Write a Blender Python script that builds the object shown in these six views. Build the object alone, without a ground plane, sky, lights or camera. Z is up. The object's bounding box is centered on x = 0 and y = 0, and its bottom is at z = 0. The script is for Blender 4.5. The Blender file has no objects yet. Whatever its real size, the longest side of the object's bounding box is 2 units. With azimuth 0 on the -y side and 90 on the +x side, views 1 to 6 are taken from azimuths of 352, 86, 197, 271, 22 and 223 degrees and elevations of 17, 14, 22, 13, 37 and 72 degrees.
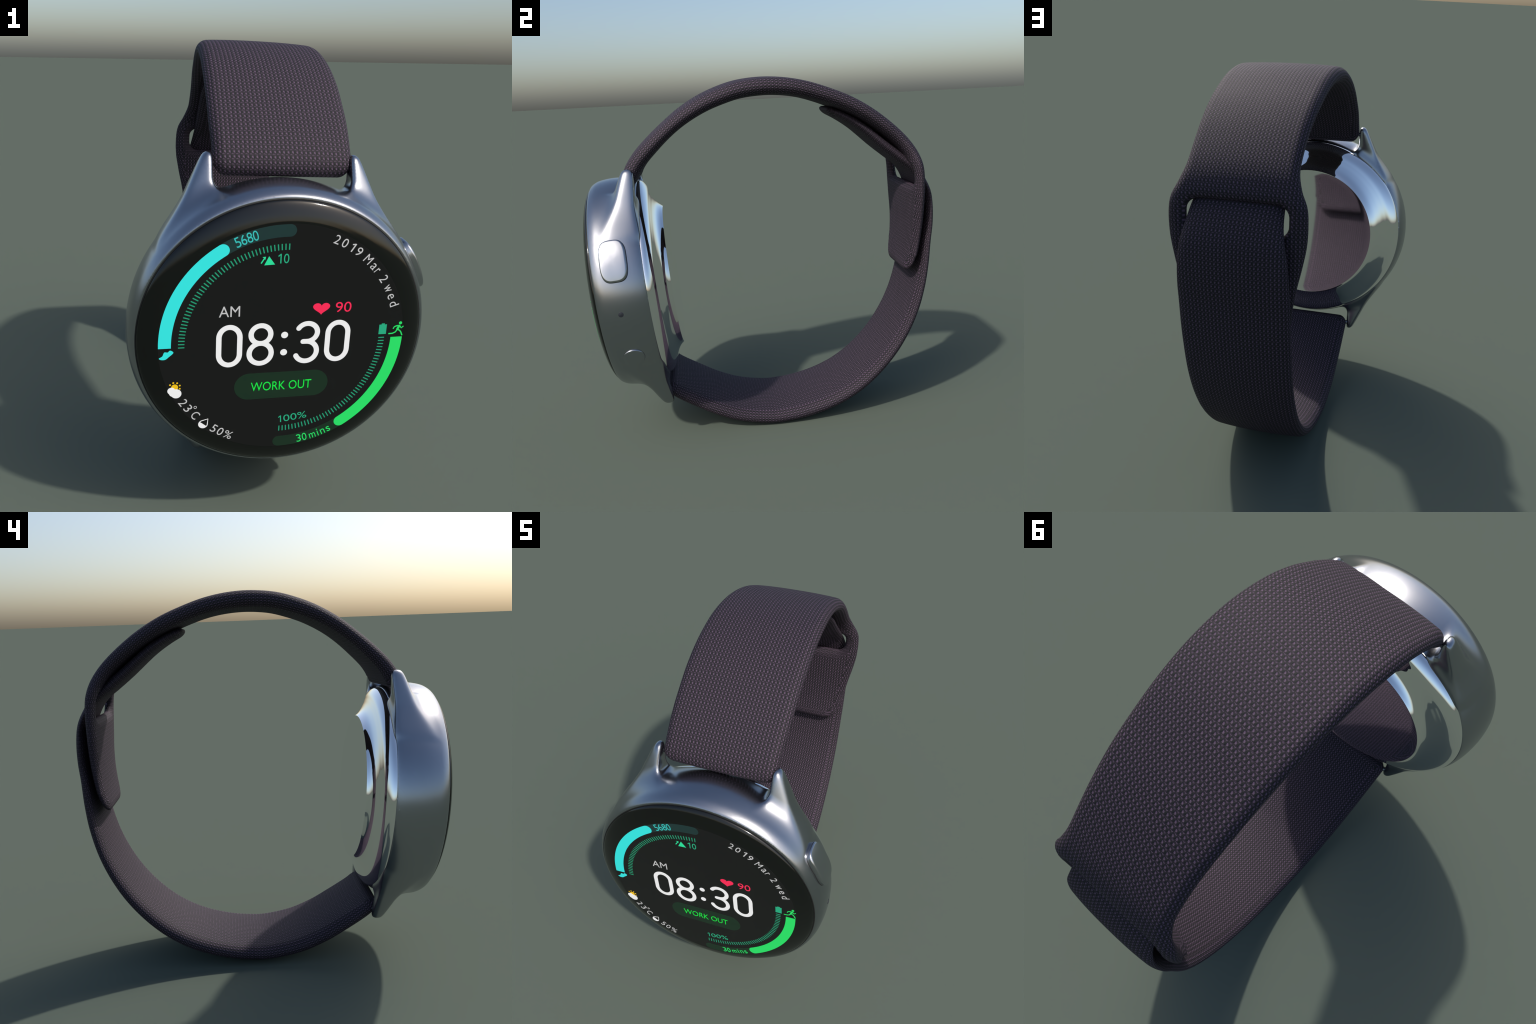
import bpy, bmesh, math
import numpy as np
from mathutils import Matrix, Vector

# ------------------------------------------------------------------ helpers
COL = bpy.context.scene.collection


def link(name, data, parent=None, matrix=None, material=None, kind=None):
    ob = bpy.data.objects.new(name, data)
    COL.objects.link(ob)
    if parent is not None:
        ob.parent = parent
    if matrix is not None:
        ob.matrix_local = matrix
    if material is not None:
        data.materials.clear()
        data.materials.append(material)
    if kind:
        ob["kind"] = kind
    return ob


def mesh_from(name, verts, faces, smooth=True):
    me = bpy.data.meshes.new(name)
    me.from_pydata([tuple(map(float, v)) for v in verts], [], [tuple(f) for f in faces])
    if smooth:
        me.polygons.foreach_set("use_smooth", [True] * len(me.polygons))
    me.update()
    return me


def spline(points, n, closed=False):
    """Catmull-Rom (centripetal-like, arc-length sampled) through control points of any dimension."""
    P = np.array(points, float)
    if closed:
        P = np.vstack([P[-1], P, P[0], P[1]])
    else:
        P = np.vstack([2 * P[0] - P[1], P, 2 * P[-1] - P[-2]])
    out = []
    for i in range(1, len(P) - 2):
        p0, p1, p2, p3 = P[i - 1:i + 3]
        t = np.linspace(0, 1, 40, endpoint=False)[:, None]
        out.append(0.5 * (2 * p1 + (p2 - p0) * t + (2 * p0 - 5 * p1 + 4 * p2 - p3) * t ** 2 + (3 * p1 - p0 - 3 * p2 + p3) * t ** 3))
    out.append(P[-2][None])
    Q = np.vstack(out)
    s = np.r_[0, np.cumsum(np.linalg.norm(np.diff(Q[:, :2], axis=0), axis=1))]
    u = np.linspace(0, s[-1], n)
    return np.stack([np.interp(u, s, Q[:, k]) for k in range(Q.shape[1])], 1), u


def revolve(name, profile, segments=192, smooth=True):
    """Surface of revolution about the case axis; profile rows are (radius, depth), depth runs backwards."""
    verts, faces, rings = [], [], []
    for r, d in profile:
        if r < 1e-6:
            rings.append([len(verts)])
            verts.append((0, 0, -d))
        else:
            k = len(verts)
            rings.append(list(range(k, k + segments)))
            for j in range(segments):
                a = 2 * math.pi * j / segments
                verts.append((r * math.cos(a), r * math.sin(a), -d))
    for A, B in zip(rings[:-1], rings[1:]):
        for j in range(segments):
            k = (j + 1) % segments
            if len(A) == 1 and len(B) > 1:
                faces.append((A[0], B[j], B[k]))
            elif len(B) == 1 and len(A) > 1:
                faces.append((A[j], B[0], A[k]))
            elif len(A) > 1:
                faces.append((A[j], B[j], B[k], A[k]))
    me = mesh_from(name, verts, faces, smooth)
    bm = bmesh.new()
    bm.from_mesh(me)
    bmesh.ops.recalc_face_normals(bm, faces=bm.faces)
    bm.to_mesh(me)
    bm.free()
    return me


# ------------------------------------------------------------------ node helpers
class Nodes:
    def __init__(self, name):
        self.mat = bpy.data.materials.new(name)
        self.mat.use_nodes = True
        self.t = self.mat.node_tree
        self.t.nodes.clear()
        self.out = self.t.nodes.new("ShaderNodeOutputMaterial")
        self.bsdf = self.t.nodes.new("ShaderNodeBsdfPrincipled")
        self.t.links.new(self.bsdf.outputs[0], self.out.inputs[0])

    def put(self, socket, value):
        if isinstance(value, bpy.types.NodeSocket):
            self.t.links.new(value, socket)
        else:
            socket.default_value = value

    def math(self, op, a, b=0.0, c=0.0):
        n = self.t.nodes.new("ShaderNodeMath")
        n.operation = op
        for i, v in enumerate((a, b, c)):
            self.put(n.inputs[i], v)
        return n.outputs[0]

    def ramp(self, value, lo, hi):
        """smooth 0..1 between lo and hi"""
        n = self.t.nodes.new("ShaderNodeMapRange")
        n.interpolation_type = "SMOOTHSTEP"
        self.put(n.inputs["Value"], value)
        n.inputs["From Min"].default_value, n.inputs["From Max"].default_value = lo, hi
        return n.outputs["Result"]

    def mix(self, f, a, b):
        n = self.t.nodes.new("ShaderNodeMix")
        n.data_type = "RGBA"
        self.put(n.inputs["Factor"], f)
        self.put(n.inputs["A"], a)
        self.put(n.inputs["B"], b)
        return n.outputs["Result"]

    def noise(self, vec, scale, detail=2.0):
        n = self.t.nodes.new("ShaderNodeTexNoise")
        self.put(n.inputs["Vector"], vec)
        n.inputs["Scale"].default_value, n.inputs["Detail"].default_value = scale, detail
        return n.outputs["Fac"]

    def bump(self, height, strength, distance):
        n = self.t.nodes.new("ShaderNodeBump")
        n.inputs["Strength"].default_value, n.inputs["Distance"].default_value = strength, distance
        self.put(n.inputs["Height"], height)
        self.put(self.bsdf.inputs["Normal"], n.outputs[0])

    def set(self, **kw):
        for k, v in kw.items():
            self.put(self.bsdf.inputs[k.replace("_", " ")], v)
        return self.mat


def rgb(r, g, b):
    return (r, g, b, 1.0)


def metal(name, base, rough, grain=0.0):
    n = Nodes(name)
    tc = n.t.nodes.new("ShaderNodeTexCoord")
    r = rough
    if grain:
        f = n.noise(tc.outputs["Object"], 7.0, 3.0)
        r = n.math("MULTIPLY_ADD", f, grain, rough - grain / 2)
    return n.set(Base_Color=rgb(*base), Metallic=1.0, Roughness=r)


CASE_METAL = metal("satin_steel", (0.36, 0.375, 0.405), 0.25, 0.02)
MIRROR_METAL = metal("polished_steel", (0.97, 0.97, 0.97), 0.0)
WINDOW_METAL = metal("window_mirror", (0.97, 0.97, 0.97), 0.05)
BUTTON_METAL_LIT = metal("button_steel_sunlit", (0.44, 0.455, 0.48), 0.25, 0.02)  # case steel made lighter: sun on the flatter button put into the colour


def glossy(name, base, rough, specular=0.5):
    n = Nodes(name)
    tc = n.t.nodes.new("ShaderNodeTexCoord")
    f = n.noise(tc.outputs["Object"], 3.0, 2.0)
    c = n.mix(f, rgb(*[v * 0.97 for v in base]), rgb(*[v * 1.03 for v in base]))
    return n.set(Base_Color=c, Roughness=rough, **{"Specular_IOR_Level": specular})


GLASS = glossy("black_glass", (0.0035, 0.0040, 0.0035), 0.10)
SCREEN = glossy("screen_black", (0.0085, 0.0085, 0.0085), 0.22, 0.35)
GAP_BLACK = glossy("gap_black", (0.004, 0.004, 0.004), 0.6)
HOLE_DISC = glossy("hole_disc_dark", (0.02, 0.022, 0.03), 0.4)


def lit(name, base, glow):
    """screen graphics: a display gives off a little light of its own"""
    n = Nodes(name)
    tc = n.t.nodes.new("ShaderNodeTexCoord")
    f = n.noise(tc.outputs["Object"], 2.0, 1.0)
    c = n.mix(f, rgb(*[v * 0.985 for v in base]), rgb(*base))
    return n.set(Base_Color=c, Roughness=0.35, Emission_Color=rgb(*base), Emission_Strength=glow,
                 **{"Specular_IOR_Level": 0.35})


G = 0.12
WHITE = lit("pixel_white", (0.83, 0.83, 0.83), G)
GREY = lit("pixel_grey", (0.52, 0.52, 0.52), G)
CYAN = lit("pixel_cyan", (0.035, 0.73, 0.70), G)
TEAL_TEXT = lit("pixel_teal", (0.04, 0.50, 0.47), G)
TEAL_DARK = lit("pixel_dark_teal", (0.012, 0.034, 0.033), G)
TICK = lit("pixel_tick_green", (0.018, 0.30, 0.16), G)
MINT = lit("pixel_mint", (0.025, 0.69, 0.31), G)
MINT_DIM = lit("pixel_mint_dim", (0.02, 0.38, 0.20), G)
GREEN = lit("pixel_green", (0.022, 0.69, 0.13), G)
GREEN_TEXT = lit("pixel_green_text", (0.010, 0.74, 0.06), G)
GREEN_DARK = lit("pixel_dark_green", (0.0085, 0.026, 0.0135), G)
RED = lit("pixel_red", (0.88, 0.024, 0.09), G)
YELLOW = lit("pixel_yellow", (0.82, 0.50, 0.01), G)


D = 0.044           # how far the rounded edge of the textile reaches into the band, flat


def weave(name, length, width, thick):
    """woven textile: square lattice of yarn knots, on Generated coordinates of the flat band"""
    n = Nodes(name)
    tc = n.t.nodes.new("ShaderNodeTexCoord")
    sep = n.t.nodes.new("ShaderNodeSeparateXYZ")
    n.put(sep.inputs[0], tc.outputs["Generated"])
    P = 2 * math.pi * D / 16            # yarn pitch: the round edge takes a whole number of stitches
    s = n.math("MULTIPLY", sep.outputs[0], length / 0.0205)
    x = n.math("MULTIPLY_ADD", sep.outputs[1], width, -width / 2)
    hn = n.math("MULTIPLY_ADD", sep.outputs[2], 2.0, -1.0)
    hn = n.math("MINIMUM", n.math("MAXIMUM", hn, -1.0), 1.0)
    turn = n.math("ARCCOSINE", hn)      # how far round the edge we are, 0 outside .. pi inside
    reach = n.math("MULTIPLY", n.math("SUBTRACT", turn, n.math("SINE", turn)), D)
    v = n.math("DIVIDE", n.math("MULTIPLY_ADD", n.math("SIGN", x), reach, x), P)
    comb = n.t.nodes.new("ShaderNodeCombineXYZ")
    n.put(comb.inputs[0], s)
    n.put(comb.inputs[1], v)
    wob = n.noise(comb.outputs[0], 0.35, 2.0)
    s = n.math("ADD", s, n.math("MULTIPLY_ADD", wob, 0.30, -0.15))
    fs, fv = n.math("FRACT", s), n.math("FRACT", v)

    def blob(cs, cv, rs, rv, soft=0.55):
        """soft ellipse at (cs, cv) of the unit cell, wrapped"""
        ds = n.math("SUBTRACT", n.math("FRACT", n.math("ADD", n.math("SUBTRACT", fs, cs), 0.5)), 0.5)
        dv = n.math("SUBTRACT", n.math("FRACT", n.math("ADD", n.math("SUBTRACT", fv, cv), 0.5)), 0.5)
        q = n.math("SQRT", n.math("ADD", n.math("POWER", n.math("DIVIDE", ds, rs), 2.0), n.math("POWER", n.math("DIVIDE", dv, rv), 2.0)))
        return n.ramp(q, 1.0, 1.0 - soft)

    knot = n.math("MAXIMUM", blob(0.27, 0.73, 0.30, 0.22, 0.75), blob(0.13, 0.87, 0.24, 0.19, 0.75))
    knot = n.math("MAXIMUM", knot, n.math("MULTIPLY", blob(0.36, 0.90, 0.16, 0.14, 0.7), 0.6))
    specks = n.math("MAXIMUM", blob(0.76, 0.28, 0.12, 0.12), blob(0.72, 0.55, 0.14, 0.09))
    specks = n.math("MAXIMUM", specks, blob(0.83, 0.43, 0.08, 0.13))
    specks = n.math("MAXIMUM", specks, blob(0.68, 0.80, 0.09, 0.07))
    pit = blob(0.25, 0.25, 0.29, 0.26, 0.35)
    yarn = n.math("MAXIMUM", knot, n.math("MULTIPLY", specks, 0.8))
    yarn = n.math("MULTIPLY", yarn, n.math("SUBTRACT", 1.0, n.math("MULTIPLY", pit, 0.8)))
    fine = n.noise(comb.outputs[0], 5.0, 2.0)
    yarn = n.math("MULTIPLY", yarn, n.math("MULTIPLY_ADD", fine, 0.7, 0.6))
    ground = n.mix(pit, rgb(0.0165, 0.0135, 0.0175), rgb(0.0105, 0.0112, 0.0115))
    col = n.mix(yarn, ground, rgb(0.120, 0.078, 0.124))
    height = n.math("SUBTRACT", yarn, n.math("MULTIPLY", pit, 0.6))
    n.bump(height, 0.5, 0.003)
    return n.set(Base_Color=col, Roughness=0.72, **{"Specular_IOR_Level": 0.25})


# ------------------------------------------------------------------ pose of the whole watch
YAW, LEAN, TILT = 0.046, 0.035, 0.080
ax = Vector((1.0, YAW, -LEAN)).normalized()
az = Vector((LEAN, 0.0, 1.0))
az = (az - ax * az.dot(ax)).normalized()
ay = az.cross(ax)
ROT = Matrix((ax, ay, az)).transposed().to_4x4()
OFFSET = Vector((-0.0634, 0.0, 0.0))
watch = bpy.data.objects.new("smartwatch", None)
COL.objects.link(watch)
watch.matrix_world = Matrix.Translation(OFFSET) @ ROT
watch["label"] = "round steel smartwatch with dark woven textile band"
watch["category"] = "smartwatch"

# case frame: x right, y up in the face, z = out of the screen (towards the viewer)
screen_centre = watch.matrix_world.inverted() @ Vector((0.0085, -0.9188, 0.8885))
cn = Vector((0.0, -1.0, -TILT)).normalized()
cx = Vector((1.0, 0.0, 0.0))
cy = cn.cross(cx)
CASE = Matrix.Translation(screen_centre) @ Matrix((cx, cy, cn)).transposed().to_4x4()

# ------------------------------------------------------------------ case body with lugs (one smooth metal surface)
barrel, _ = spline([(0.5545, 0.036), (0.5615, 0.0365), (0.5715, 0.048), (0.583, 0.075), (0.589, 0.115), (0.5905, 0.155),
                    (0.588, 0.195), (0.582, 0.235), (0.573, 0.268), (0.563, 0.288), (0.555, 0.293)], 60)


def barrel_radius(d):
    return float(np.interp(d, barrel[:, 1], barrel[:, 0]))


poly = np.vstack([[(0.0, 0.050), (0.530, 0.050), (0.545, 0.040)], barrel, [(0.0, 0.293)]])


def polygon_sdf(r, d, pts):
    best = np.full(r.shape, 1e9)
    inside = np.zeros(r.shape, bool)
    for (x0, y0), (x1, y1) in zip(pts, np.roll(pts, -1, 0)):
        ex, ey = x1 - x0, y1 - y0
        L = ex * ex + ey * ey
        t = np.clip(((r - x0) * ex + (d - y0) * ey) / max(L, 1e-12), 0, 1)
        if not (x0 < 1e-9 and x1 < 1e-9):
            best = np.minimum(best, (r - x0 - t * ex) ** 2 + (d - y0 - t * ey) ** 2)
        cross = (y0 > d) != (y1 > d)
        with np.errstate(divide="ignore", invalid="ignore"):
            inside ^= cross & (r < x0 + (d - y0) * ex / (ey if abs(ey) > 1e-12 else 1e-12))
    return np.where(inside, -1, 1) * np.sqrt(best)


TR, TD = np.linspace(0, 0.95, 381), np.linspace(-0.06, 0.44, 251)
TABLE = polygon_sdf(*np.meshgrid(TR, TD, indexing="ij"), poly)


def body_sdf(r, d):
    fi = np.clip((r - TR[0]) / (TR[1] - TR[0]), 0, len(TR) - 1.001)
    fj = np.clip((d - TD[0]) / (TD[1] - TD[0]), 0, len(TD) - 1.001)
    i, j = fi.astype(int), fj.astype(int)
    a, b = fi - i, fj - j
    return (TABLE[i, j] * (1 - a) * (1 - b) + TABLE[i + 1, j] * a * (1 - b) + TABLE[i, j + 1] * (1 - a) * b + TABLE[i + 1, j + 1] * a * b)


LUG_PLANES = [  # normal, point: outer flank, inner wall, back, sloping front ridge, tip
    ((0.917, 0.398, 0.03), (0.315, 0.645, 0.29)),
    ((-1.0, 0.0, 0.0), (0.266, 0.0, 0.0)),
    ((0.0, -0.10, 1.0), (0.0, 0.67, 0.311)),
    ((0.24, 0.44, -0.86), (0.300, 0.655, 0.243)),
    ((0.0, 1.0, 0.10), (0.0, 0.671, 0.29)),
    ((0.398, -0.917, 0.0), (0.440, 0.365, 0.0)),   # where the flank runs out, tangent to the barrel
]


def lug_sdf(x, y, d):
    k = 0.0115
    acc = 0.0
    for nv, pt in LUG_PLANES:
        nv = np.array(nv) / np.linalg.norm(nv)
        acc = acc + np.exp(np.clip((nv[0] * (x - pt[0]) + nv[1] * (y - pt[1]) + nv[2] * (d - pt[2])) / k, -60, 60))
    return k * np.log(acc)


def smin(a, b, k):
    h = np.maximum(k - np.abs(a - b), 0.0) / k
    return np.minimum(a, b) - h * h * k * 0.25


def case_sdf(p):
    x, y, d = p[..., 0], p[..., 1], p[..., 2]
    return smin(body_sdf(np.hypot(x, y), d), lug_sdf(np.abs(x), np.abs(y), d), 0.060)


def surface_net(f, lo, hi, h):
    axes = [np.arange(l, u + h, h) for l, u in zip(lo, hi)]
    V = np.empty([len(a) for a in axes])
    for k, d in enumerate(axes[2]):
        X, Y = np.meshgrid(axes[0], axes[1], indexing="ij")
        V[:, :, k] = f(np.stack([X, Y, np.full(X.shape, d)], -1))
    s = V < 0
    nx, ny, nz = [m - 1 for m in V.shape]
    corner = sum(s[i:i + nx, j:j + ny, k:k + nz].astype(np.int8) for i in (0, 1) for j in (0, 1) for k in (0, 1))
    active = (corner > 0) & (corner < 8)
    idx = np.full(active.shape, -1)
    idx[active] = np.arange(active.sum())
    c = np.argwhere(active)
    P = np.stack([axes[k][c[:, k]] + h / 2 for k in range(3)], 1)
    e = h * 0.05
    for it in range(6):
        v = f(P)
        g = np.stack([(f(P + e * np.eye(3)[k]) - f(P - e * np.eye(3)[k])) / (2 * e) for k in range(3)], 1)
        g2 = (g * g).sum(1)
        step = -(v / np.maximum(g2, 0.05))[:, None] * g
        L = np.linalg.norm(step, axis=1, keepdims=True)
        P += step * np.minimum(1, h * 0.6 / np.maximum(L, 1e-9))
    faces = []
    for axis in range(3):
        sl0, sl1 = [slice(None)] * 3, [slice(None)] * 3
        sl0[axis], sl1[axis] = slice(0, -1), slice(1, None)
        a, b = s[tuple(sl0)], s[tuple(sl1)]
        for flip in (False, True):
            hit = np.argwhere((a & ~b) if not flip else (~a & b))
            o = [k for k in range(3) if k != axis]
            ok = (hit[:, o[0]] > 0) & (hit[:, o[1]] > 0)
            hit = hit[ok]
            q = []
            for du, dv in ((1, 1), (0, 1), (0, 0), (1, 0)):
                m = hit.copy()
                m[:, o[0]] -= du
                m[:, o[1]] -= dv
                q.append(idx[m[:, 0], m[:, 1], m[:, 2]])
            Q = np.stack(q, 1)
            if flip ^ (axis == 1):
                Q = Q[:, ::-1]
            faces.append(Q)
    return P, np.vstack(faces)


P, F = surface_net(case_sdf, (-0.64, -0.735, 0.012), (0.64, 0.735, 0.345), 0.0065)
P[:, 2] *= -1
me = mesh_from("case", P, F)
bm = bmesh.new()
bm.from_mesh(me)
bmesh.ops.recalc_face_normals(bm, faces=bm.faces)
bm.to_mesh(me)
bm.free()
case = link("case", me, watch, CASE, CASE_METAL)
ID = Matrix.Identity(4)

# ------------------------------------------------------------------ polished back
ring, _ = spline([(0.5575, 0.286), (0.5575, 0.297), (0.551, 0.312), (0.537, 0.326), (0.515, 0.340), (0.488, 0.350),
                  (0.458, 0.361), (0.430, 0.374), (0.411, 0.388), (0.396, 0.405)], 48)
link("case_back", revolve("case_back", [tuple(p) for p in ring], 256), case, ID, MIRROR_METAL)
disc = [(0.396, 0.405)] + [(0.393 * t, 0.4045) for t in np.linspace(1, 0, 14)]
link("sensor_window", revolve("sensor_window", disc, 256), case, ID, WINDOW_METAL)

# ------------------------------------------------------------------ glass
edge, _ = spline([(0.470, -0.001), (0.479, -0.0003), (0.489, 0.0019), (0.506, 0.0065), (0.525, 0.0134), (0.541, 0.0212), (0.5500, 0.0285), (0.552, 0.036), (0.550, 0.046)], 40)
link("cover_glass", revolve("cover_glass", [(0, -0.001), (0.2, -0.001), (0.4, -0.001)] + [tuple(p) for p in edge], 256), case, ID, GLASS)
link("dark_gap_ring", revolve("dark_gap_ring", [(0.545, 0.040), (0.5505, 0.0345), (0.5565, 0.0345), (0.559, 0.040)], 256), case, ID, GAP_BLACK)  # black ring added to draw the dark gap between glass and bezel

# ------------------------------------------------------------------ buttons on the right flank
def flank_point(angle, d, lift, flat=None):
    r = (flat or barrel_radius(d)) + lift
    return (r * math.cos(angle), r * math.sin(angle), -d)


def button(name, up, depth, half_up, half_depth, power, lift, bevel, material):
    a0, R0 = math.asin(up / 0.59), 0.59
    seg, verts, faces, rows = 72, [], [], []
    prof = [(1.0, -0.03)]
    for t in np.linspace(0, math.pi / 2, 7):
        prof.append((1.0 - (bevel / half_depth) * (1 - math.cos(t)), lift - bevel * (1 - math.sin(t))))
    prof += [(0.6, lift + 0.0008), (0.3, lift + 0.0014)]
    for k, (sc, h) in enumerate(prof):
        rows.append(len(verts))
        inset = (1 - sc) * half_depth
        for j in range(seg):
            t = 2 * math.pi * j / seg
            c, s = math.cos(t), math.sin(t)
            ux = math.copysign(abs(c) ** (2 / power), c) * (half_depth - inset if sc > 0.65 else half_depth * sc)
            uy = math.copysign(abs(s) ** (2 / power), s) * (half_up - inset if sc > 0.65 else half_up * sc)
            verts.append(flank_point(a0 + uy / R0, depth + ux, h, 0.5895 if k and lift > 0.01 else None))
    for a, b in zip(rows[:-1], rows[1:]):
        faces += [(a + j, b + j, b + (j + 1) % seg, a + (j + 1) % seg) for j in range(seg)]
    verts.append(flank_point(a0, depth, prof[-1][1] + 0.0004, 0.5895 if lift > 0.01 else None))
    faces += [(rows[-1] + j, len(verts) - 1, rows[-1] + (j + 1) % seg) for j in range(seg)]
    me = mesh_from(name, verts, faces)
    bm = bmesh.new()
    bm.from_mesh(me)
    bmesh.ops.recalc_face_normals(bm, faces=bm.faces)
    bm.to_mesh(me)
    bm.free()
    return link(name, me, case, ID, material)


UP1, UP2 = 0.262, -0.255
button("button", UP1, 0.155, 0.105, 0.066, 3.4, 0.022, 0.010, BUTTON_METAL_LIT)
button("button_seam", UP1, 0.155, 0.1072, 0.0682, 3.4, 0.0012, 0.001, GAP_BLACK)
button("button", UP2, 0.165, 0.058, 0.056, 2.0, 0.008, 0.006, CASE_METAL)
button("microphone_hole_disc", 0.005, 0.152, 0.0135, 0.0130, 2.0, 0.0012, 0.0008, HOLE_DISC)  # raised dark disc stands for the microphone hole, no opening is cut

# ------------------------------------------------------------------ flat outlines -> thin slabs on the screen
def slab(name, loops, lift, material, thick=0.0004, parent=None, matrix=None, kind=None):
    cu = bpy.data.curves.new(name, "CURVE")
    cu.dimensions, cu.fill_mode, cu.extrude = "2D", "BOTH", thick / 2
    for lp in loops:
        sp = cu.splines.new("POLY")
        sp.points.add(len(lp) - 1)
        for p, (x, y) in zip(sp.points, lp):
            p.co = (x, y, 0, 1)
        sp.use_cyclic_u = True
    me = curve_mesh(cu, name)
    me.transform(Matrix.Translation((0, 0, lift + thick / 2)))
    return link(name, me, parent or screen, matrix or ID, material, kind)


def curve_mesh(cu, name):
    tmp = bpy.data.objects.new(name, cu)
    COL.objects.link(tmp)
    bpy.context.view_layer.update()
    me = bpy.data.meshes.new_from_object(tmp.evaluated_get(bpy.context.evaluated_depsgraph_get()))
    me.name = name
    bpy.data.objects.remove(tmp)
    bpy.data.curves.remove(cu)
    return me


SCREEN_TURN = Matrix.Translation((0, 0, 0.001)) @ Matrix.Rotation(0.0265, 4, "Z")
screen = link("display", revolve("display", [(0, -0.0004), (0.25, -0.0004), (0.4735, -0.0004), (0.4740, 0.002)], 256, False), case, SCREEN_TURN, SCREEN)
TOP = 0.0005


def arc(cx, cy, r, a0, a1, n=40):
    return [(cx + r * math.cos(a), cy + r * math.sin(a)) for a in np.linspace(math.radians(a0), math.radians(a1), n)]


def circle(cx, cy, r, n=28):
    return arc(cx, cy, r, 0, 360 * (n - 1) / n, n)


def band_arc(r0, r1, a0, a1, cap=True):
    """annular bar from a0 to a1 with a rounded cap at a1"""
    rm, rc = (r0 + r1) / 2, (r1 - r0) / 2
    pts = arc(0, 0, r1, a0, a1, 80)
    c = (rm * math.cos(math.radians(a1)), rm * math.sin(math.radians(a1)))
    turn = 1 if a1 > a0 else -1
    pts += arc(c[0], c[1], rc, a1, a1 + 180 * turn, 16)[1:-1]
    return pts + arc(0, 0, r0, a1, a0, 80)


slab("progress_arc", [band_arc(0.4255, 0.4725, 180, 122.2)], TOP + 0.0006, CYAN)
slab("progress_track", [band_arc(0.4255, 0.4725, 125, 90)], TOP, TEAL_DARK)
slab("progress_arc", [band_arc(0.4255, 0.4725, 0, -56.2)], TOP + 0.0006, GREEN)
slab("progress_track", [band_arc(0.4255, 0.4725, -52, -90)], TOP, GREEN_DARK)


def ticks(a0, a1, count):
    loops = []
    for a in np.radians(np.linspace(a0, a1, count)):
        u, v = np.array([math.cos(a), math.sin(a)]), np.array([-math.sin(a), math.cos(a)])
        w = 0.0022
        loops.append([tuple(u * r + v * t) for r, t in ((0.376, -w), (0.3995, -w), (0.3995, w), (0.376, w))])
    return loops


slab("tick_marks", ticks(180, 90, 46), TOP, TICK, kind="stuff")
slab("tick_marks", ticks(0, -90, 46), TOP, TICK, kind="stuff")


def stroke(pts, w, closed=False):
    """outline loops of a round-capped stroke of width w along pts"""
    P = np.array(pts, float)
    if closed:
        t = np.roll(P, -1, 0) - np.roll(P, 1, 0)
    else:
        t = np.gradient(P, axis=0)
    t /= np.linalg.norm(t, axis=1, keepdims=True)
    nn = np.stack([-t[:, 1], t[:, 0]], 1) * w / 2
    A, B = P + nn, P - nn
    if closed:
        return [A.tolist(), B[::-1].tolist()]
    def cap(c, d):
        a = math.atan2(d[1], d[0])
        return [(c[0] + w / 2 * math.cos(a + q), c[1] + w / 2 * math.sin(a + q)) for q in np.linspace(math.pi / 2, -math.pi / 2, 9)[1:-1]]
    return [A.tolist() + cap(P[-1], t[-1]) + B[::-1].tolist() + cap(P[0], -t[0])]


SW = 0.0202


def digit_zero(cx):
    rx, ry, st = 0.0395, 0.044, 0.0355
    pts = arc(0, 0, 1, 0, 180, 24)
    top = [(cx + rx * x, -0.0045 + st + ry * y) for x, y in pts]
    bot = [(cx - rx * x, -0.0045 - st - ry * y) for x, y in pts]
    return stroke(top + bot, SW, True)


slab("digit", digit_zero(-0.209), TOP, WHITE)
slab("digit", digit_zero(0.210), TOP, WHITE)
up = [(-0.090 + 0.0375 * x, 0.0385 + 0.0375 * y) for x, y in circle(0, 0, 1, 40)]
lo = [(-0.090 + 0.0425 * x, -0.0415 + 0.0430 * y) for x, y in circle(0, 0, 1, 44)]
slab("digit", stroke(up, SW, True), TOP, WHITE)
slab("digit", stroke(lo, SW, True), TOP + 0.0001, WHITE)
three = [(0.089 + 0.0395 * x, 0.0380 + 0.0380 * y) for x, y in arc(0, 0, 1, 150, -88, 34)] + [(0.0855, 0.0), (0.0745, 0.0)]
three_low = [(0.0835, 0.0), (0.0885, 0.0)] + [(0.088 + 0.0420 * x, -0.0425 + 0.0425 * y) for x, y in arc(0, 0, 1, 86, -156, 36)]
slab("digit", stroke(three, SW), TOP, WHITE)
slab("digit", stroke(three_low, SW), TOP + 0.0001, WHITE)
slab("colon", [circle(0.001, 0.032, 0.0135), circle(0.001, -0.042, 0.0135)], TOP, WHITE)

# ---- lettering (built-in font)
def text_mesh(name, body, size, bold=0.0):
    cu = bpy.data.curves.new(name, "FONT")
    cu.body, cu.size, cu.extrude, cu.offset = body, size, 0.0002, bold
    cu.resolution_u = 4
    return curve_mesh(cu, name)


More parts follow.
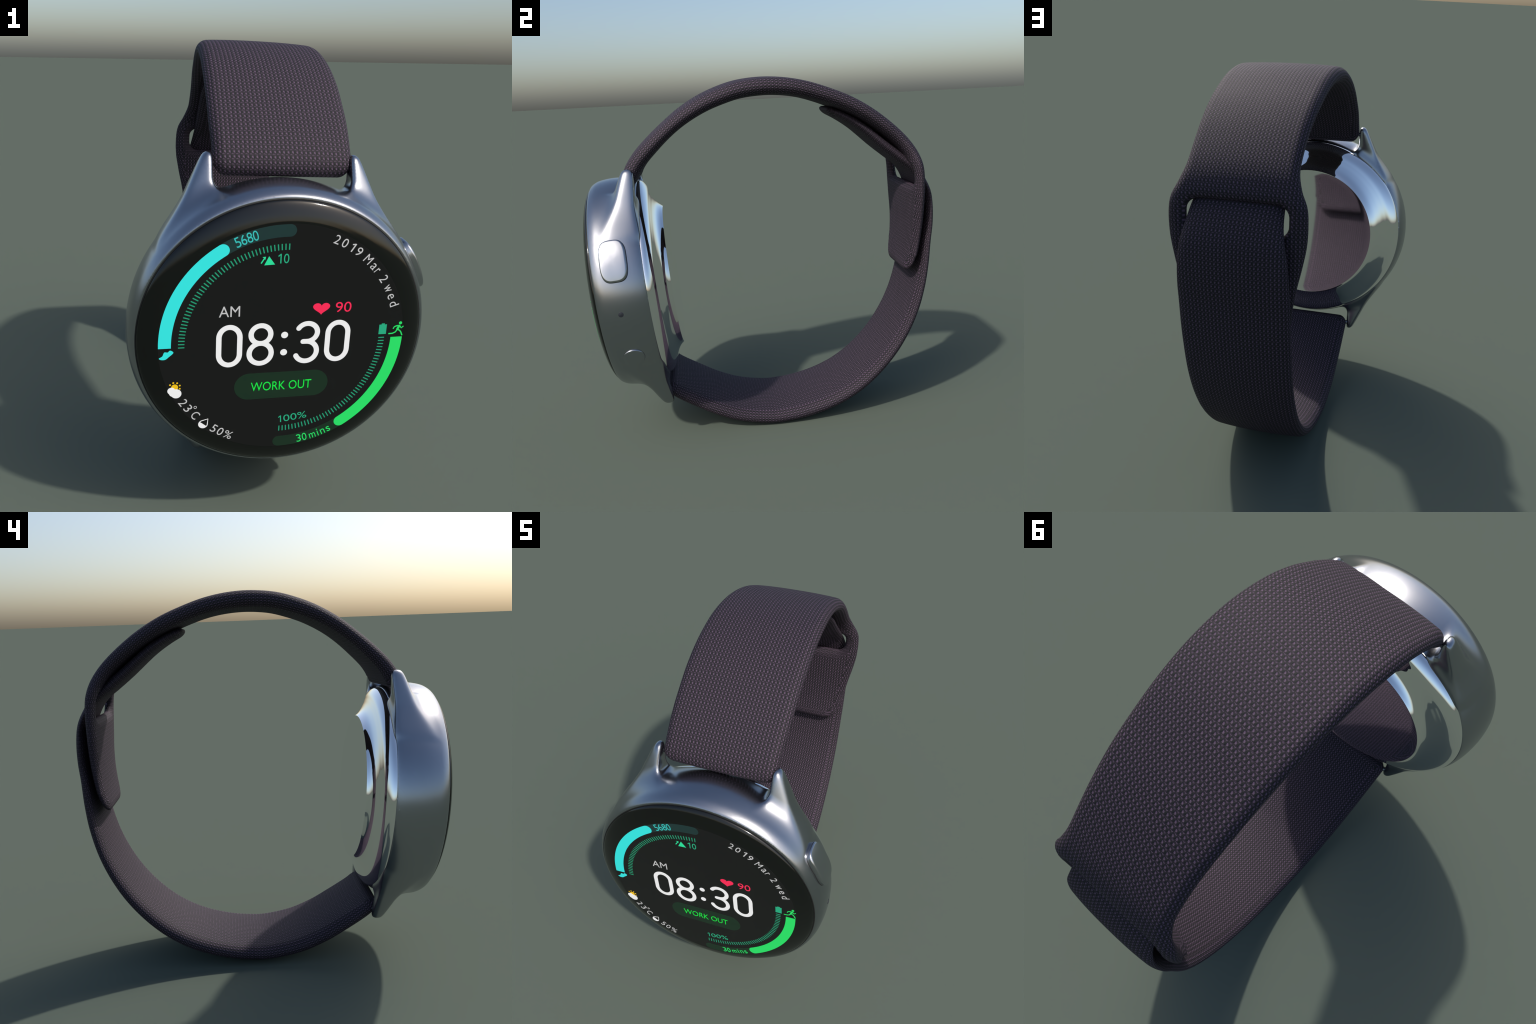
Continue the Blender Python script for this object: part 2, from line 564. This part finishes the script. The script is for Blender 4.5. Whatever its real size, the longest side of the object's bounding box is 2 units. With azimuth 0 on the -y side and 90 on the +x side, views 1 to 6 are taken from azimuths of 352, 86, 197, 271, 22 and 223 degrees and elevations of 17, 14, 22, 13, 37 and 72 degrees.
def place_text(name, body, box_w, box_h, origin, angle, material, lift=TOP, bold=-0.0001, shear=0.0):
    """fit the string to a box whose lower left corner sits at origin, turned by angle (degrees)"""
    if body == "1":
        w_ = 0.0045
        cu = bpy.data.curves.new(name, "CURVE")
        cu.dimensions, cu.fill_mode, cu.extrude = "2D", "BOTH", 0.0002
        sp = cu.splines.new("POLY")
        one = [(0.0, 0.028), (0.002, 0.024), (0.008, 0.029), (0.008, 0.0), (0.0125, 0.0), (0.0125, 0.035), (0.0085, 0.035)]
        sp.points.add(len(one) - 1)
        for p, (x, y) in zip(sp.points, one):
            p.co = (x, y, 0, 1)
        sp.use_cyclic_u = True
        me = curve_mesh(cu, name)
    else:
        me = text_mesh(name, body, 0.05, bold)
    co = np.empty(len(me.vertices) * 3)
    me.vertices.foreach_get("co", co)
    co = co.reshape(-1, 3)
    lo_, hi_ = co.min(0), co.max(0)
    co[:, 0] = (co[:, 0] - lo_[0]) / (hi_[0] - lo_[0]) * box_w
    co[:, 1] = (co[:, 1] - lo_[1]) / (hi_[1] - lo_[1]) * box_h
    co[:, 0] += shear * co[:, 1]
    co[:, 2] = co[:, 2] - lo_[2] + lift
    me.vertices.foreach_set("co", co.ravel())
    me.transform(Matrix.Translation((origin[0], origin[1], 0)) @ Matrix.Rotation(math.radians(angle), 4, "Z"))
    me.update()
    return link(name, me, screen, ID, material)


def curved_text(name, items, r_base, material, outward=True, lift=TOP):
    """characters on a circle: (char, angle of its centre in degrees, width, height, dy); outward = heads point away from the centre"""
    for ch, ang, w, h, dy in items:
        a = math.radians(ang)
        if outward:
            rot, rb = ang - 90, r_base + dy
        else:
            rot, rb = ang + 90, r_base - dy
        ux, uy = math.cos(math.radians(rot)), math.sin(math.radians(rot))
        o = (rb * math.cos(a) - ux * w / 2, rb * math.sin(a) - uy * w / 2)
        place_text(name, ch, w, h, o, rot, material, lift)


place_text("meridiem_text", "AM", 0.078, 0.043, (-0.250, 0.118), 0, GREY)
place_text("heart_rate_text", "90", 0.062, 0.042, (0.192, 0.118), 0, RED)
place_text("button_text", "WORK OUT", 0.240, 0.039, (-0.121, -0.207), 0, GREEN_TEXT, TOP + 0.0006)
pill = arc(0.128, -0.1855, 0.0580, -90, 90, 24) + arc(-0.128, -0.1855, 0.0580, 90, 270, 24)
slab("work_out_button", [pill], TOP, GREEN_DARK)
place_text("floors_text", "1", 0.013, 0.037, (-0.040, 0.324), 0, MINT_DIM)
place_text("floors_text", "0", 0.020, 0.037, (-0.0185, 0.324), 0, MINT_DIM)
place_text("battery_text", "1", 0.012, 0.031, (-0.004, -0.3600), 4, MINT_DIM)
place_text("battery_text", "00%", 0.094, 0.031, (0.018, -0.3585), 8, MINT_DIM)
curved_text("step_count_text", [(c, a, 0.020, 0.039, 0) for c, a in zip("5680", (114.7, 111.8, 108.9, 106.1))], 0.4305, TEAL_TEXT, True, TOP + 0.0006)
mins = [("3", -79.2, 0.019, 0.036, 0), ("0", -76.2, 0.019, 0.036, 0)]
curved_text("minutes_number_text", mins, 0.4685, GREEN, False, TOP + 0.0006)
unit = [("m", -72.0, 0.026, 0.024, 0), ("i", -69.0, 0.0045, 0.035, 0), ("n", -66.4, 0.018, 0.024, 0), ("s", -63.3, 0.016, 0.024, 0)]
curved_text("minutes_unit_text", unit, 0.4685, GREEN, False, TOP + 0.0006)
date = [("2", 66.7, 0.021, 0.035, 0), ("0", 62.4, 0.022, 0.035, 0), ("1", 58.0, 0.0145, 0.035, 0), ("9", 53.9, 0.022, 0.035, 0),
        ("M", 47.5, 0.028, 0.035, 0), ("a", 42.7, 0.020, 0.026, 0), ("r", 39.6, 0.012, 0.026, 0), ("2", 33.9, 0.021, 0.035, 0),
        ("w", 28.0, 0.028, 0.025, 0), ("e", 23.2, 0.020, 0.026, 0), ("d", 18.7, 0.020, 0.037, 0)]
curved_text("date_text", date, 0.4290, GREY)
weather = [("2", 212.0, 0.021, 0.035, 0), ("3", 216.2, 0.021, 0.035, 0), ("C", 221.8, 0.026, 0.036, 0),
           ("5", 234.4, 0.021, 0.035, 0), ("0", 238.3, 0.023, 0.035, 0), ("%", 242.9, 0.034, 0.035, 0)]
curved_text("weather_text", weather, 0.4670, GREY, False)
slab("degree_sign", stroke(circle(-0.335, -0.263, 0.0052, 20), 0.0022, True), TOP, GREY)

# ---- small symbols
heart = []
for t in np.linspace(0, 2 * math.pi, 60, endpoint=False):
    heart.append((0.137 + 0.00206 * 16 * math.sin(t) ** 3, 0.1385 + 0.00168 * (13 * math.cos(t) - 5 * math.cos(2 * t) - 2 * math.cos(3 * t) - math.cos(4 * t))))
slab("heart_symbol", [heart], TOP, RED)
slab("triangle_symbol", [[(-0.073, 0.353), (-0.0895, 0.3185), (-0.0500, 0.3205)]], TOP, MINT)
slab("arrow_symbol", stroke([(-0.1005, 0.3275), (-0.0895, 0.3455)], 0.0045), TOP, MINT)
slab("arrow_symbol", [[(-0.0975, 0.3505), (-0.0845, 0.3515), (-0.0870, 0.3385), (-0.0905, 0.3455)]], TOP + 0.0003, MINT)
slab("battery_symbol", [[(0.3745, 0.0145), (0.4050, 0.0145), (0.4050, 0.0560), (0.3960, 0.0560), (0.3960, 0.0605), (0.3835, 0.0605), (0.3835, 0.0560), (0.3745, 0.0560)]], TOP, MINT_DIM)
shoe, _ = spline([(-0.470, -0.040), (-0.4575, -0.032), (-0.4500, -0.016), (-0.4375, -0.0165), (-0.4285, -0.009), (-0.4165, -0.019), (-0.434, -0.0365), (-0.447, -0.0465), (-0.463, -0.0465)], 50, True)
slab("shoe_symbol", [shoe[:-1].tolist()], TOP, CYAN)
run = [stroke([(0.4405, 0.0455), (0.4500, 0.0485), (0.4590, 0.0465), (0.4655, 0.0375), (0.4725, 0.0440)], 0.0048),
       stroke([(0.4330, 0.0365), (0.4365, 0.0440), (0.4440, 0.0475)], 0.0045),
       stroke([(0.4560, 0.0465), (0.4500, 0.0330)], 0.0095),
       stroke([(0.4500, 0.0320), (0.4430, 0.0210), (0.4320, 0.0155), (0.4175, 0.0150)], 0.0052),
       stroke([(0.4510, 0.0320), (0.4600, 0.0270), (0.4655, 0.0205), (0.4715, 0.0070)], 0.0052)]
for i, lp in enumerate(run):
    slab("runner_symbol", lp, TOP + 0.00006 * i, GREEN)
slab("runner_symbol", [circle(0.4600, 0.0595, 0.0065, 20)], TOP, GREEN)
slab("sun_symbol", [circle(-0.413, -0.168, 0.0130)], TOP, YELLOW)
for a in (20, 62, 104, 146, -20):
    slab("sun_ray", [circle(-0.413 + 0.0205 * math.cos(math.radians(a)), -0.168 + 0.0205 * math.sin(math.radians(a)), 0.0036, 14)], TOP, YELLOW)
cloud = [(-0.4255, -0.183, 0.0150), (-0.4075, -0.196, 0.0200), (-0.418, -0.192, 0.0165)]
for i, (x, y, r) in enumerate(cloud):
    slab("cloud_symbol", [circle(x, y, r)], TOP + 0.0006 + 0.00006 * i, WHITE)
drop_dir = math.radians(50)
dc = np.array([-0.3045, -0.3425])
du, dv = np.array([math.cos(drop_dir), math.sin(drop_dir)]), np.array([-math.sin(drop_dir), math.cos(drop_dir)])
ring_pts = [tuple(dc + 0.0170 * (du * math.cos(a) + dv * math.sin(a))) for a in np.linspace(math.radians(62), math.radians(298), 30)]
drop = ring_pts + [tuple(dc + du * 0.0300)]
half = [tuple(dc + 0.0170 * (du * math.cos(a) + dv * math.sin(a))) for a in np.linspace(math.radians(88), math.radians(272), 30)]
slab("drop_symbol", stroke(drop, 0.0034, True), TOP, WHITE)
slab("drop_symbol", [half], TOP + 0.0001, WHITE)

# ------------------------------------------------------------------ textile band


def make_band(name, stations, hole=None, corner0=0.05, corner1=0.12, dome_out=0.010, dome_in=0.016, shift=(0.0, 0.0)):
    """stations: (y, z of the outer face, half width, thickness) along the strap; hole: (start, end, half width, corner) in metres of length"""
    S, u = spline(stations, 500)
    L = u[-1]
    tang = np.gradient(S[:, :2], u, axis=0)
    tang /= np.linalg.norm(tang, axis=1, keepdims=True)
    nrm = np.stack([-tang[:, 1], tang[:, 0]], 1)      # left of travel
    cen = S[:, :2].mean(0)
    if np.mean(((S[:, :2] - cen) * nrm).sum(1)) < 0:
        nrm = -nrm

    def at(arr, s):
        return np.interp(s, u, arr)

    # outline in the flat (length, width) plane
    outline = []
    def side(sgn, ss):
        return [(s, sgn * float(at(S[:, 2], s))) for s in ss]
    w0, w1 = S[0, 2], S[-1, 2]
    body = np.linspace(corner0, L - corner1, 150)
    outline += side(-1, body)
    outline += [(L - corner1 + corner1 * math.sin(t), -(w1 - corner1 + corner1 * math.cos(t))) for t in np.linspace(0, math.pi / 2, 14)[1:]]
    outline += [(L - corner1 + corner1 * math.sin(t), (w1 - corner1 + corner1 * math.cos(t))) for t in np.linspace(math.pi / 2, 0, 14)[:-1]]
    outline += side(1, body[::-1])
    outline += [(corner0 - corner0 * math.sin(t), (w0 - corner0 + corner0 * math.cos(t))) for t in np.linspace(0, math.pi / 2, 10)[1:]]
    outline += [(corner0 - corner0 * math.sin(t), -(w0 - corner0 + corner0 * math.cos(t))) for t in np.linspace(math.pi / 2, 0, 10)[:-1]]
    loops = [outline]
    if hole:
        h0, h1, hw, hr = hole
        lp = []
        for cx_, cy_, a in ((h1 - hr, hw - hr, 0), (h0 + hr, hw - hr, 90), (h0 + hr, -hw + hr, 180), (h1 - hr, -hw + hr, 270)):
            lp += arc(cx_, cy_, hr, a, a + 90, 12)
        loops.append(lp)
    cu = bpy.data.curves.new(name, "CURVE")
    cu.dimensions, cu.fill_mode = "2D", "BOTH"
    dd = D
    cu.bevel_depth, cu.bevel_resolution, cu.offset = dd, 7, -dd
    for lp in loops:
        sp = cu.splines.new("POLY")
        sp.points.add(len(lp) - 1)
        for p, (x, y) in zip(sp.points, lp):
            p.co = (x, y, 0, 1)
        sp.use_cyclic_u = True
    me = curve_mesh(cu, name)
    bm = bmesh.new()
    bm.from_mesh(me)
    bmesh.ops.remove_doubles(bm, verts=bm.verts, dist=1e-5)
    for s in np.linspace(0.006, L - 0.006, int(L / 0.011)):
        bmesh.ops.bisect_plane(bm, geom=bm.verts[:] + bm.edges[:] + bm.faces[:], plane_co=(s, 0, 0), plane_no=(1, 0, 0), dist=1e-6)
    for x in np.linspace(-0.24, 0.24, 17):
        bmesh.ops.bisect_plane(bm, geom=bm.verts[:] + bm.edges[:] + bm.faces[:], plane_co=(0, x, 0), plane_no=(0, 1, 0), dist=1e-6)
    bmesh.ops.recalc_face_normals(bm, faces=bm.faces)
    for f in bm.faces:
        f.smooth = True
    bm.to_mesh(me)
    bm.free()
    n = len(me.vertices)
    co = np.empty(n * 3)
    me.vertices.foreach_get("co", co)
    co = co.reshape(-1, 3)
    me.use_auto_texspace = False
    me.texspace_location = (co.min(0) + co.max(0)) / 2
    me.texspace_size = np.ptp(co, axis=0) / 2
    s = np.clip(co[:, 0], 0, L)
    x = co[:, 1]
    hh = co[:, 2] / dd
    T = at(S[:, 3], s)
    w = at(S[:, 2], s)
    fall = np.clip(np.abs(x) / w, 0, 1) ** 2.5
    hgt = hh * T / 2 - T / 2 - fall * hh * np.where(hh > 0, dome_out, dome_in)
    ny, nz = at(nrm[:, 0], s), at(nrm[:, 1], s)
    sway = np.interp(s / L, (0.0, 0.62, 0.80, 1.0), (shift[0], shift[0], shift[1], shift[1]))
    bent = np.stack([x + sway, at(S[:, 0], s) + ny * hgt, at(S[:, 1], s) + nz * hgt], 1)
    mat = weave(name + "_weave", np.ptp(co[:, 0]), np.ptp(co[:, 1]), float(np.ptp(co[:, 2])))
    ob = link(name, me, watch, ID, mat)
    ob.shape_key_add(name="flat", from_mix=False)
    key = ob.shape_key_add(name="worn", from_mix=False)
    key.data.foreach_set("co", bent.astype(np.float32).ravel())
    key.value = 1.0
    return ob, S, u


UPPER = [(-0.726, 1.479, 0.271, 0.090), (-0.731, 1.547, 0.274, 0.096), (-0.681, 1.627, 0.275, 0.092), (-0.596, 1.711, 0.280, 0.088), (-0.508, 1.785, 0.281, 0.084),
         (-0.422, 1.850, 0.282, 0.087), (-0.321, 1.909, 0.282, 0.091), (-0.220, 1.952, 0.281, 0.095), (-0.105, 1.985, 0.279, 0.097),
         (0.020, 1.998, 0.276, 0.098), (0.137, 1.993, 0.272, 0.097), (0.254, 1.972, 0.267, 0.095), (0.370, 1.935, 0.262, 0.093),
         (0.493, 1.884, 0.257, 0.092), (0.606, 1.819, 0.251, 0.089), (0.709, 1.742, 0.247, 0.085), (0.795, 1.662, 0.249, 0.080),
         (0.849, 1.588, 0.271, 0.075), (0.876, 1.520, 0.299, 0.072), (0.888, 1.445, 0.307, 0.069), (0.891, 1.350, 0.304, 0.066),
         (0.893, 1.250, 0.287, 0.065), (0.892, 1.150, 0.266, 0.062), (0.883, 1.040, 0.248, 0.058), (0.866, 0.950, 0.240, 0.053), (0.842, 0.868, 0.232, 0.046)]
LOWER = [(-0.632, 0.300, 0.258, 0.084), (-0.604, 0.272, 0.261, 0.088), (-0.550, 0.226, 0.260, 0.092), (-0.440, 0.155, 0.259, 0.096), (-0.330, 0.092, 0.258, 0.098), (-0.190, 0.035, 0.257, 0.099),
         (-0.030, 0.004, 0.256, 0.099), (0.085, 0.003, 0.255, 0.099), (0.228, 0.023, 0.254, 0.098), (0.385, 0.070, 0.253, 0.097),
         (0.521, 0.142, 0.253, 0.093), (0.643, 0.242, 0.253, 0.088), (0.752, 0.369, 0.253, 0.083), (0.832, 0.502, 0.253, 0.078),
         (0.890, 0.642, 0.253, 0.073), (0.926, 0.785, 0.253, 0.068), (0.944, 0.920, 0.253, 0.063), (0.953, 1.060, 0.252, 0.060),
         (0.962, 1.160, 0.250, 0.059), (0.962, 1.265, 0.244, 0.060), (0.950, 1.354, 0.231, 0.056), (0.913, 1.434, 0.215, 0.057),
         (0.863, 1.500, 0.206, 0.060), (0.796, 1.562, 0.201, 0.067), (0.711, 1.629, 0.199, 0.066), (0.587, 1.730, 0.196, 0.061),
         (0.488, 1.791, 0.190, 0.055), (0.390, 1.834, 0.182, 0.046)]


def length_at_height(stations, z):
    S, u = spline(stations, 500)
    i = np.argmin(np.abs(S[:, 1] - z) + (S[:, 0] < 0.8) * 10)
    return u[i]


slot = (length_at_height(UPPER, 1.520), length_at_height(UPPER, 1.378), 0.226, 0.055)
make_band("slotted_band", UPPER, hole=slot, corner0=0.05, corner1=0.11, shift=(0.006, 0.000))
make_band("tail_band", LOWER, hole=None, corner0=0.05, corner1=0.10, shift=(-0.009, 0.003), dome_out=0.014)

# ------------------------------------------------------------------ spring bars between the lugs
def bar(name, y, z):
    seg, verts, faces = 24, [], []
    for x in (-0.277, 0.277):
        for j in range(seg):
            a = 2 * math.pi * j / seg
            verts.append((x, y + 0.012 * math.cos(a), z + 0.012 * math.sin(a)))
    faces = [(j, (j + 1) % seg, seg + (j + 1) % seg, seg + j) for j in range(seg)] + [tuple(range(seg))[::-1], tuple(range(seg, 2 * seg))]
    link(name, mesh_from(name, verts, faces), watch, ID, CASE_METAL)


bar("spring_bar", -0.688, 1.530)
bar("spring_bar", -0.584, 0.293)
